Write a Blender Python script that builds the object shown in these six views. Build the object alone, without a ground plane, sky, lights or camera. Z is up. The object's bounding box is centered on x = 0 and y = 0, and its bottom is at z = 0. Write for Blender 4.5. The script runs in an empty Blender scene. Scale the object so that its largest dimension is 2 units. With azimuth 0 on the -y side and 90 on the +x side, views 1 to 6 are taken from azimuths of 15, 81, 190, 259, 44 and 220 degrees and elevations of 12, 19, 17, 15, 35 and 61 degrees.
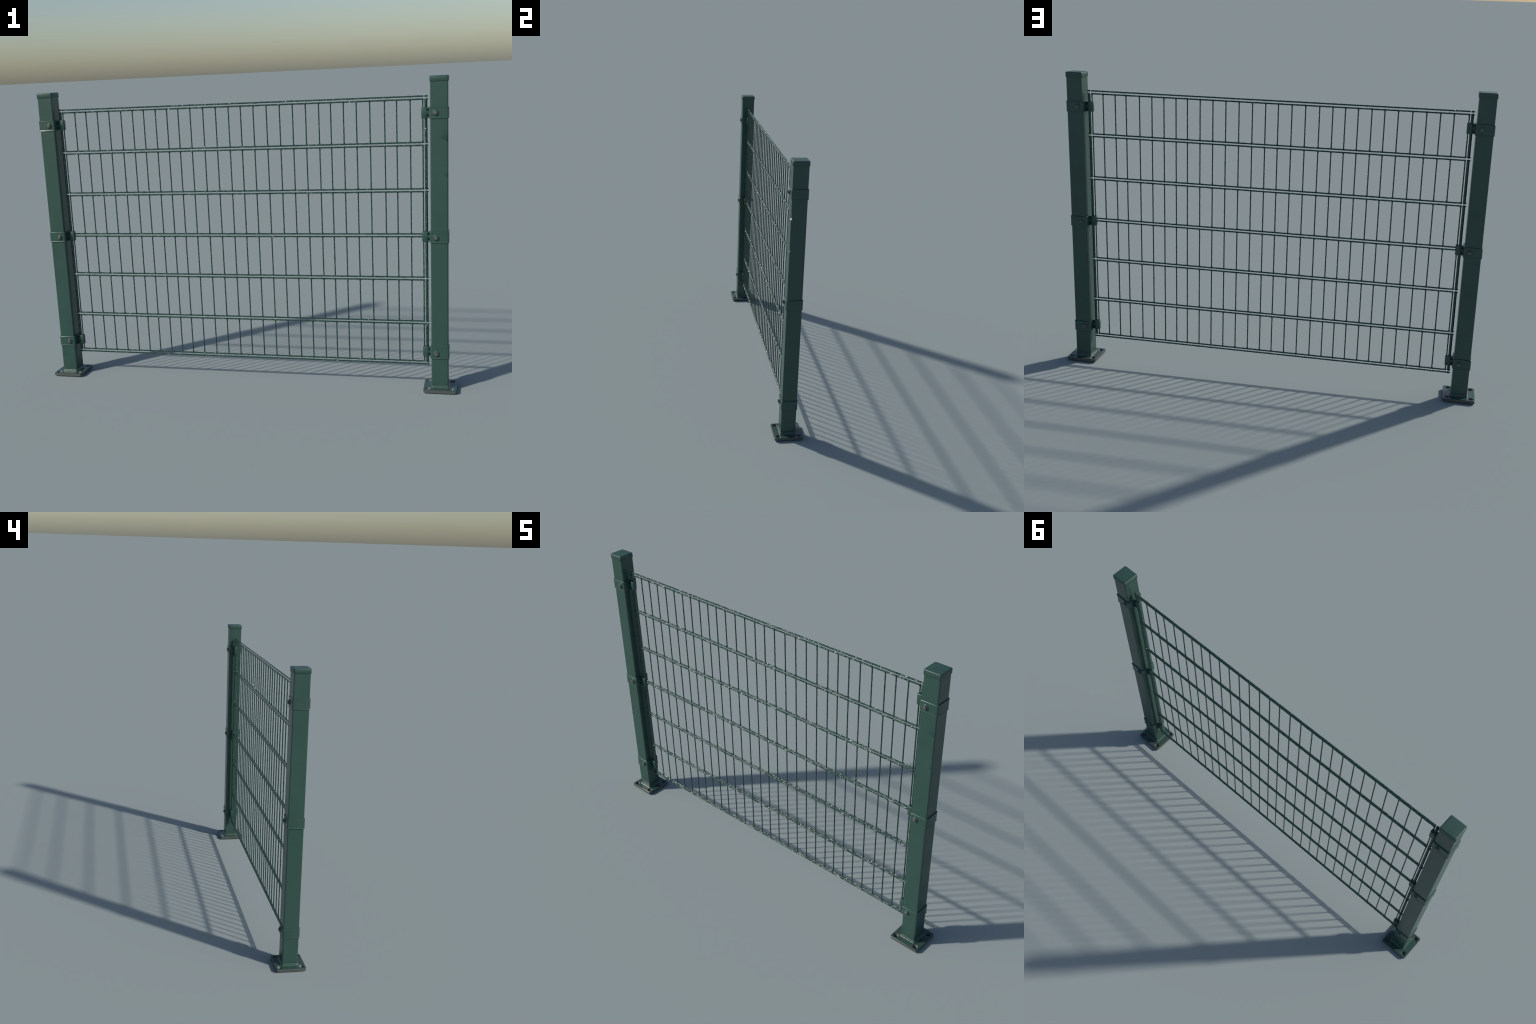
"""Green double-rod wire mesh fence section between two square steel posts."""
import bpy, bmesh, math, random
from math import pi, cos, sin
from mathutils import Vector, Matrix, noise

random.seed(7)
C = bpy.context.scene.collection

# ----------------------------------------------------------------- sizes (m)
POST_X, POST_H = 0.9262, 0.0375          # axis of a post, half width
PLATE_X, PLATE_HX, PLATE_HY, PLATE_T = 0.9265, 0.0735, 0.0715, 0.016
CAP_BOTTOM, CAP_TOP = 1.3925, 1.4165
CLAMP_Z = (1.2600, 0.7146, 0.1785)
CLAMP_H = 0.0245                          # half height of a clamp strap
RAIL_Z = (1.3247, 1.1259, 0.9220, 0.7190, 0.5202, 0.3142, 0.1231)
RAIL_GAP = 0.0064                         # half distance between the two rods
ROD_RY, ROD_RZ, WIRE_R = 0.0040, 0.0035, 0.0030
EDGE_X, EDGE_R = 0.8688, 0.0064           # stout edge bar beside the clamps
WIRE_X = (-0.8555, -0.7925, -0.7347, -0.6755, -0.6152, -0.5538, -0.4951,
          -0.4389, -0.3793, -0.3226, -0.2670, -0.2079, -0.1455, -0.0841,
          -0.0226, 0.0354, 0.0953, 0.1569, 0.2181, 0.2781, 0.3380, 0.3979,
          0.4517, 0.5092, 0.5665, 0.6258, 0.6905, 0.7430, 0.8016, 0.8553)


# ----------------------------------------------------------------- materials
def coat_material(name, base, rough, grain=0.0, grain_scale=400.0, wear=0.0,
                  wear_colour=(0.068, 0.080, 0.075), metallic=0.0, mottling=0.06, grain_depth=0.001,
                  mottle_scale=9.0, wear_scale=60.0):
    m = bpy.data.materials.new(name)
    m.use_nodes = True
    t = m.node_tree
    t.nodes.clear()
    N, L = t.nodes.new, t.links.new
    out = N("ShaderNodeOutputMaterial")
    p = N("ShaderNodeBsdfPrincipled")
    L(p.outputs[0], out.inputs[0])
    tc = N("ShaderNodeTexCoord")
    inf = N("ShaderNodeObjectInfo")
    add = N("ShaderNodeVectorMath")
    add.operation = "ADD"
    L(tc.outputs["Object"], add.inputs[0])
    L(inf.outputs["Location"], add.inputs[1])
    pos = add.outputs[0]
    # soft mottling of the powder coat
    n1 = N("ShaderNodeTexNoise")
    n1.inputs["Scale"].default_value = mottle_scale
    n1.inputs["Detail"].default_value = 5.0
    L(pos, n1.inputs["Vector"])
    mr = N("ShaderNodeMapRange")
    mr.inputs["From Min"].default_value = 0.3
    mr.inputs["From Max"].default_value = 0.7
    mr.inputs["To Min"].default_value = 1.0 - mottling
    mr.inputs["To Max"].default_value = 1.0 + mottling
    L(n1.outputs["Fac"], mr.inputs["Value"])
    mul = N("ShaderNodeVectorMath")
    mul.operation = "SCALE"
    mul.inputs[0].default_value = base
    L(mr.outputs[0], mul.inputs["Scale"])
    colour = mul.outputs[0]
    if wear > 0:
        n2 = N("ShaderNodeTexNoise")
        n2.inputs["Scale"].default_value = wear_scale
        n2.inputs["Detail"].default_value = 6.0
        L(pos, n2.inputs["Vector"])
        cr = N("ShaderNodeValToRGB")
        lo = max(0.0, 0.62 - wear * 0.45)
        cr.color_ramp.elements[0].position = lo
        cr.color_ramp.elements[0].color = (0, 0, 0, 1)
        cr.color_ramp.elements[1].position = lo + 0.14
        cr.color_ramp.elements[1].color = (1, 1, 1, 1)
        L(n2.outputs["Fac"], cr.inputs[0])
        mix = N("ShaderNodeMix")
        mix.data_type = "RGBA"
        L(cr.outputs[0], mix.inputs["Factor"])
        L(colour, mix.inputs["A"])
        mix.inputs["B"].default_value = (*wear_colour, 1)
        colour = mix.outputs["Result"]
    L(colour, p.inputs["Base Color"])
    p.inputs["Roughness"].default_value = rough
    p.inputs["Metallic"].default_value = metallic
    if grain > 0:
        n3 = N("ShaderNodeTexNoise")
        n3.inputs["Scale"].default_value = grain_scale
        n3.inputs["Detail"].default_value = 2.0
        L(pos, n3.inputs["Vector"])
        b = N("ShaderNodeBump")
        b.inputs["Strength"].default_value = grain
        b.inputs["Distance"].default_value = grain_depth
        L(n3.outputs["Fac"], b.inputs["Height"])
        L(b.outputs[0], p.inputs["Normal"])
    return m


GREEN = (0.0280, 0.071, 0.0565)
M_POST = coat_material("green_powder_coat", GREEN, 0.28, grain=0.04, grain_scale=90.0)
M_CAP = coat_material("green_cap_coat", GREEN, 0.44, grain=0.06, grain_scale=120.0)
M_CLAMP = coat_material("green_clamp_coat", GREEN, 0.28, grain=0.08, grain_scale=160.0)
M_WIRE = coat_material("green_wire_coat", (0.0185, 0.055, 0.043), 0.19, grain=1.0, grain_scale=100.0, grain_depth=0.0050,  # base darkened for the wires' shaded sides, mottling paints the light-dark break-up
                       mottling=0.40, mottle_scale=75.0)
M_PLATE = coat_material("green_plate_coat", GREEN, 0.27, grain=0.22, grain_scale=150.0,
                        wear=0.30, wear_scale=26.0, wear_colour=(0.046, 0.062, 0.058))  # greyish patches across the plate top
M_EDGE = coat_material("worn_plate_edge", (0.045, 0.070, 0.058), 0.45, grain=0.2, grain_scale=150.0, wear=0.8)
M_WELD = coat_material("weld_bead_coat", GREEN, 0.32, grain=0.5, grain_scale=220.0, wear=0.25)
M_STEEL = coat_material("zinc_bolt_steel", (0.115, 0.110, 0.112), 0.38, grain=0.1, grain_scale=300.0, metallic=0.3)


# ----------------------------------------------------------------- helpers
def make(name, bm, mats, parent=None, loc=(0, 0, 0), smooth=35.0):
    bmesh.ops.recalc_face_normals(bm, faces=bm.faces)
    me = bpy.data.meshes.new(name)
    bm.to_mesh(me)
    bm.free()
    for m in mats:
        me.materials.append(m)
    if smooth >= 180:
        me.shade_smooth()
    else:
        me.shade_smooth()
        me.set_sharp_from_angle(angle=math.radians(smooth))
    return place(name, me, parent, loc)


def place(name, me, parent=None, loc=(0, 0, 0), rot_z=0.0):
    o = bpy.data.objects.new(name, me)
    C.objects.link(o)
    o.parent = parent
    o.location = loc
    o.rotation_euler = (0, 0, rot_z)
    return o


def rounded_rect(hx, hy, r, seg=5):
    pts = []
    for cx, cy, a0 in ((hx - r, hy - r, 0), (-hx + r, hy - r, pi / 2),
                       (-hx + r, -hy + r, pi), (hx - r, -hy + r, 1.5 * pi)):
        for i in range(seg + 1):
            a = a0 + pi / 2 * i / seg
            pts.append((cx + r * cos(a), cy + r * sin(a)))
    return pts


def skin(bm, rings, closed_ends=(True, True), mat=0):
    """Join rings (lists of BMVert) of equal count into a tube."""
    n = len(rings[0])
    for a, b in zip(rings, rings[1:]):
        for i in range(n):
            f = bm.faces.new((a[i], a[(i + 1) % n], b[(i + 1) % n], b[i]))
            f.material_index = mat
    if closed_ends[0]:
        bm.faces.new(list(reversed(rings[0]))).material_index = mat
    if closed_ends[1]:
        bm.faces.new(rings[-1]).material_index = mat


def loft_rect(bm, levels, r, seg=5, centre=(0, 0), ends=(True, True)):
    """levels: (z, half x, half y)."""
    rings = []
    for z, hx, hy in levels:
        rr = min(r, hx * 0.95, hy * 0.95)
        rings.append([bm.verts.new((centre[0] + x, centre[1] + y, z))
                      for x, y in rounded_rect(hx, hy, rr, seg)])
    skin(bm, rings, ends)
    return rings


def soft_box(bm, lo, hi, bevel):
    """Box from corner lo to corner hi with rounded edges."""
    c = [(a + b) / 2 for a, b in zip(lo, hi)]
    s = [b - a for a, b in zip(lo, hi)]
    g = bmesh.ops.create_cube(bm, size=1.0, matrix=Matrix.Translation(c) @ Matrix.Diagonal((*s, 1)))
    es = list({e for v in g["verts"] for e in v.link_edges})
    bmesh.ops.bevel(bm, geom=es, offset=bevel, segments=3, profile=0.6, affect="EDGES")


def wobble(p, seed, scale=150.0):
    return noise.noise(Vector((p[0] * scale + seed * 3.1, p[1] * scale + seed, p[2] * scale - seed)))


def rough_tube(bm, a, b, r1, r2, side, up, seed, step=0.0065, seg=7, jitter=0.07,
               sway=0.00025, profile=None, start_tip=0.4, end_tip=0.4):
    """A drawn wire from a to b with the small unevenness of its thick coat."""
    a, b = Vector(a), Vector(b)
    n = max(4, int((b - a).length / step))
    rings = []
    for k in range(n + 1):
        t = k / n
        c = a.lerp(b, t)
        f = 1.0 if profile is None else profile(t * (b - a).length, (b - a).length)
        if k == 0:
            f *= start_tip
        if k == n:
            f *= end_tip
        c = c + side * (wobble(c, seed + 11, 60) * sway) + up * (wobble(c, seed + 29, 60) * sway)
        ring = []
        for i in range(seg):
            ang = 2 * pi * i / seg
            d = side * (cos(ang) * r1) + up * (sin(ang) * r2)
            q = c + d
            ring.append(bm.verts.new(c + d * (f * (1 + jitter * wobble(q, seed, 210) * 1.6))))
        rings.append(ring)
    skin(bm, rings)


def blob(bm, c, rx, ry, rz, seed, jitter=0.12):
    g = bmesh.ops.create_icosphere(bm, subdivisions=2, radius=1.0)
    for v in g["verts"]:
        p = Vector((v.co.x * rx, v.co.y * ry, v.co.z * rz))
        v.co = Vector(c) + p * (1 + jitter * wobble(Vector(c) + p, seed, 420))


X, Y, Z = Vector((1, 0, 0)), Vector((0, 1, 0)), Vector((0, 0, 1))

# ----------------------------------------------------------------- the thing
root = bpy.data.objects.new("wire_fence", None)
C.objects.link(root)
root["label"] = "green double rod wire mesh fence panel between two square posts"
root["category"] = "fence"

# ---- post: hollow-section tube, rounded along its edges
def post_ring(z, shade_hollows):
    pts, corner = [], rounded_rect(POST_H, POST_H, 0.005, 6)
    for i, p in enumerate(corner):
        q = corner[(i + 1) % len(corner)]
        pts.append(p)
        if math.dist(p, q) > 0.02:         # straight side: add points between the corners
            pts += [(p[0] + (q[0] - p[0]) * k / 20, p[1] + (q[1] - p[1]) * k / 20) for k in range(1, 20)]
    out = []
    for x, y in pts:
        push = 0.0
        if y < -POST_H + 0.005:
            for zd, reach, tall, deep in shade_hollows:     # hollow shaped to draw the dark shading wedges, post itself is flat
                low = zd + 0.30 * (POST_H - x)     # crisp slanting lower lip
                u = max(0.0, 1 - (POST_H - x) / reach)
                t = (z - low) / tall
                if 0 <= t <= 1:
                    push += deep * u * (1 - t) ** 1.5
                elif -0.002 < z - low < 0:
                    push += deep * u * (1 + (z - low) / 0.002)
        out.append((x, y + push, z))
    return out


def build_post(shade_hollows):
    bm = bmesh.new()
    zs = [PLATE_T - 0.001 + (CAP_BOTTOM + 0.005 - PLATE_T) * k / 24 for k in range(25)]
    for zd, _, tall, _ in shade_hollows:
        zs += [zd - 0.004 + 0.0016 * k for k in range(int((tall + 0.014) / 0.0016))]
    rings = [[bm.verts.new(p) for p in post_ring(z, shade_hollows)] for z in sorted(zs)]
    skin(bm, rings)
    return bm


post_l = make("post", build_post(()), [M_POST], root, (-POST_X, 0, 0))
post_r = make("post", build_post(((1.138, 0.030, 0.055, 0.0085), (0.985, 0.016, 0.024, 0.0050))),
              [M_POST], root, (POST_X, 0, 0))

# ---- plastic-like cap pushed over the top
bm = bmesh.new()
w = POST_H + 0.0024
loft_rect(bm, [(CAP_BOTTOM, POST_H - 0.001, POST_H - 0.001), (CAP_BOTTOM, w - 0.0012, w - 0.0012),
               (CAP_BOTTOM + 0.0014, w, w), (CAP_TOP - 0.0045, w, w), (CAP_TOP - 0.0028, w - 0.0004, w - 0.0004),
               (CAP_TOP - 0.0012, w - 0.0016, w - 0.0016), (CAP_TOP - 0.0004, w - 0.0036, w - 0.0036),
               (CAP_TOP - 0.0002, w - 0.0070, w - 0.0070), (CAP_TOP, 0.012, 0.012)], 0.006, 6)
cap = make("post_cap", bm, [M_CAP], post_l, smooth=50)
place("post_cap", cap.data, post_r)

# ---- base plate with four anchor holes
def base_plate():
    bm = bmesh.new()
    loft_rect(bm, [(0, PLATE_HX - 0.0026, PLATE_HY - 0.0026), (0.0026, PLATE_HX, PLATE_HY),
                   (PLATE_T - 0.0007, PLATE_HX, PLATE_HY), (PLATE_T, PLATE_HX - 0.0008, PLATE_HY - 0.0008)], 0.007, 5)
    body = make("base_plate", bm, [M_PLATE, M_EDGE], smooth=20)
    cut = bmesh.new()
    for sx in (-1, 1):
        for sy in (-1, 1):
            c = Matrix.Translation((sx * 0.0530, sy * 0.0515, PLATE_T / 2))
            bmesh.ops.create_cone(cut, cap_ends=True, segments=28, radius1=0.0058, radius2=0.0058,
                                  depth=PLATE_T * 2, matrix=c)
            c2 = Matrix.Translation((sx * 0.0530, sy * 0.0515, PLATE_T - 0.005))
            bmesh.ops.create_cone(cut, cap_ends=True, segments=28, radius1=0.0045, radius2=0.0145,
                                  depth=0.0140, matrix=c2)
    knife = make("hole_cutter", cut, [M_EDGE])
    mod = body.modifiers.new("holes", "BOOLEAN")
    mod.operation, mod.solver, mod.object = "DIFFERENCE", "EXACT", knife
    mod.use_self = True
    dg = bpy.context.evaluated_depsgraph_get()
    me = bpy.data.meshes.new_from_object(body.evaluated_get(dg))
    me.name = "base_plate"
    body.modifiers.clear()
    body.data = me
    bpy.data.objects.remove(knife)
    me.materials.clear()
    me.materials.append(M_PLATE)
    me.materials.append(M_EDGE)
    me.shade_smooth()
    me.set_sharp_from_angle(angle=math.radians(18))
    for p in me.polygons:                 # rim and hole walls are worn, top stays coated
        c = p.center
        hole = math.hypot(abs(c.x) - 0.0530, abs(c.y) - 0.0515) < 0.0140 and abs(p.normal.z) < 0.9
        p.material_index = 1 if (abs(p.normal.z) < 0.5 or hole) else 0
    return body


plate = base_plate()
plate.parent = post_l
plate.location = (POST_X - PLATE_X, 0, 0)
place("base_plate", plate.data, post_r, (PLATE_X - POST_X, 0, 0))

# ---- fillet weld where the post meets its plate
bm = bmesh.new()
prof = ((0.0146, 0.0066), (0.0164, 0.0064), (0.0176, 0.0050), (0.0186, 0.0034), (0.0200, 0.0027),
        (0.0242, 0.0024), (0.0258, 0.0018), (0.0268, 0.0004), (0.0272, -0.001))
rings = []
for z, o in prof:
    pts = rounded_rect(POST_H + o, POST_H + o, 0.005 + max(o, 0), 6)
    ring = []
    for i, (x, y) in enumerate(pts):
        ring.append(bm.verts.new((x, y, z)))
    rings.append(ring)
skin(bm, rings, (False, False))
bmesh.ops.subdivide_edges(bm, edges=[e for e in bm.edges if e.calc_length() > 0.02], cuts=16, use_grid_fill=True)
for v in bm.verts:
    d = Vector((v.co.x, v.co.y, 0)).normalized()
    if v.co.z < 0.0275:
        v.co += d * (0.0005 * wobble(v.co, 5, 170)) + Z * (0.0004 * wobble(v.co, 9, 120))
weld = make("weld_bead", bm, [M_WELD], post_l, smooth=50)
place("weld_bead", weld.data, post_r)

# ---- clamps: strap round the post, link, and sleeve that grips the panel edge.
# Local frame: post axis at x = 0, the panel lies towards -x.
bm = bmesh.new()
S = POST_H + 0.0032
strap = []
edge = ((0.0, -0.0026), (0.0, -0.0008), (0.0007, 0.0005), (0.0018, 0.0010), (0.0030, 0.0006), (0.0042, 0.0), (0.0050, 0.0))
for z, s in [(-CLAMP_H + d, o) for d, o in edge] + [(CLAMP_H - d, o) for d, o in reversed(edge)]:
    strap.append([bm.verts.new((x if x > 0 else x - 0.0012, y, z))
                  for x, y in rounded_rect(S + s, S + s, 0.0065, 6)])
skin(bm, strap, (True, True))
HX = -POST_X + 0.849                       # free end of the sleeve
loft_rect(bm, [(-0.0238, 0.0115, 0.0082), (-0.0230, 0.0128, 0.0097), (-0.0214, 0.0135, 0.0105),
               (0.0210, 0.0135, 0.0105), (0.0226, 0.0128, 0.0097), (0.0233, 0.0115, 0.0082)],
          0.0058, 5, centre=(HX + 0.0135, 0))
soft_box(bm, (HX + 0.022, -0.0025, -0.0225), (-S + 0.002, 0.0025, 0.0225), 0.0008)
soft_box(bm, (HX + 0.022, -0.0090, -0.0075), (-S + 0.002, 0.0090, 0.0075), 0.0022)
soft_box(bm, (HX + 0.022, -0.0090, 0.0165), (-S + 0.002, 0.0090, 0.0222), 0.0018)
soft_box(bm, (HX + 0.022, -0.0090, -0.0230), (-S + 0.002, 0.0090, -0.0165), 0.0018)
clamp_me = make("clamp", bm, [M_CLAMP], root, smooth=40)
clamp_mesh = clamp_me.data
bpy.data.objects.remove(clamp_me)

# hex bolt with a pressed collar, axis towards -y, seated on the strap front
bm = bmesh.new()
rings = []
for d, rad in ((-0.001, 0.0142), (0.0008, 0.0140), (0.0022, 0.0130), (0.0030, 0.0116), (0.0032, 0.0100), (0.0030, 0.006)):
    rings.append([bm.verts.new((rad * cos(2 * pi * k / 32), -S - d, rad * sin(2 * pi * k / 32))) for k in range(32)])
skin(bm, rings)
collar_o = make("clamp_collar", bm, [M_CLAMP], smooth=30)
collar_mesh = collar_o.data
bpy.data.objects.remove(collar_o)

bm = bmesh.new()
hexr = 0.0090
rings = []
for d, r in ((0.0, 0.95), (0.0015, 1.0), (0.0058, 1.0), (0.0074, 0.86), (0.0079, 0.60)):
    rings.append([bm.verts.new((hexr * r * cos(pi / 3 * k + 0.2), -d, hexr * r * sin(pi / 3 * k + 0.2))) for k in range(6)])
skin(bm, rings)
bolt_o = make("clamp_bolt", bm, [M_STEEL], smooth=30)
bolt_mesh = bolt_o.data
bpy.data.objects.remove(bolt_o)

for side in (-1, 1):
    for z in CLAMP_Z:
        cl = place("clamp", clamp_mesh, root, (side * POST_X, 0, z), 0.0 if side > 0 else pi)
        for face in (0.0, pi):
            # the bolt sits on the panel side of the post face, front and back
            col = place("clamp_collar", collar_mesh, cl, (-0.0145, 0, 0), face)
            b = place("clamp_bolt", bolt_mesh, cl, (-0.0145, -(S + 0.0012) * cos(face), 0))
            b.rotation_euler = (0, random.uniform(0, pi / 3), face)

# ---- horizontal rods, two to a rail
for ri, zc in enumerate(RAIL_Z):
    for up in (1, -1):
        z = up * RAIL_GAP
        bm = bmesh.new()
        seed = ri * 2 + (up > 0)
        joined = (ri == 6 and up < 0) or (ri == 3) or (ri == 5 and up < 0)
        end = EDGE_X + 0.003 if joined else WIRE_X[-1] + 0.0032
        rough_tube(bm, (-end, 0, z), (end, 0, z), ROD_RY, ROD_RZ, Y, Z, seed, jitter=0.16, sway=0.0003)
        for i, x in enumerate(WIRE_X):     # spot welds at every crossing
            blob(bm, (x, 0, z), 0.0044, 0.0052, 0.0040, i + seed * 31)
        make("horizontal_rod", bm, [M_WIRE], root, (0, 0, zc), smooth=12)

# ---- vertical wires: one object per wire, flared into the welds
def flare(s, length):
    d = min(s, length - s)
    if d < 0.0125:
        d = d * 0.8
    return 1.0 + 0.75 * max(0.0, 1 - max(0.0, d - 0.004) / 0.006) ** 2

for wi, x in enumerate(WIRE_X):
    bm = bmesh.new()
    for b in range(6):
        z1 = RAIL_Z[b] - RAIL_GAP + 0.0038
        z0 = RAIL_Z[b + 1] + RAIL_GAP - 0.0038
        rough_tube(bm, (0, 0, z0), (0, 0, z1), WIRE_R, WIRE_R, X, Y, wi * 7 + b, profile=flare,
                   jitter=0.16, sway=0.0003)
    make("vertical_wire", bm, [M_WIRE], root, (x, 0, 0), smooth=12)

# ---- stout edge bars with short rod ends, held by the clamp sleeves
for side in (-1, 1):
    bm = bmesh.new()
    for b in range(6):
        z1 = RAIL_Z[b] - RAIL_GAP + 0.0030
        z0 = RAIL_Z[b + 1] + RAIL_GAP - 0.0030
        rough_tube(bm, (0, 0, z0), (0, 0, z1), EDGE_R, 0.0058, X, Y, 300 + side * 9 + b, seg=10,
                   jitter=0.05, sway=0.0003, start_tip=0.85, end_tip=0.85)
    for ri, zc in enumerate(RAIL_Z):
        for up in (1, -1):
            z = zc + up * RAIL_GAP
            seed = 500 + ri * 2 + up + side * 40
            blob(bm, (0, 0, z), 0.0072, 0.0064, 0.0047, seed)
            rough_tube(bm, (-side * 0.003, 0, z), (side * 0.0102, 0, z), 0.0046, 0.0042, Y, Z, seed,
                       profile=lambda s, l: 1.0 - 0.45 * (s / l), step=0.002)
    make("edge_bar", bm, [M_WIRE], root, (side * EDGE_X, 0, 0), smooth=20)
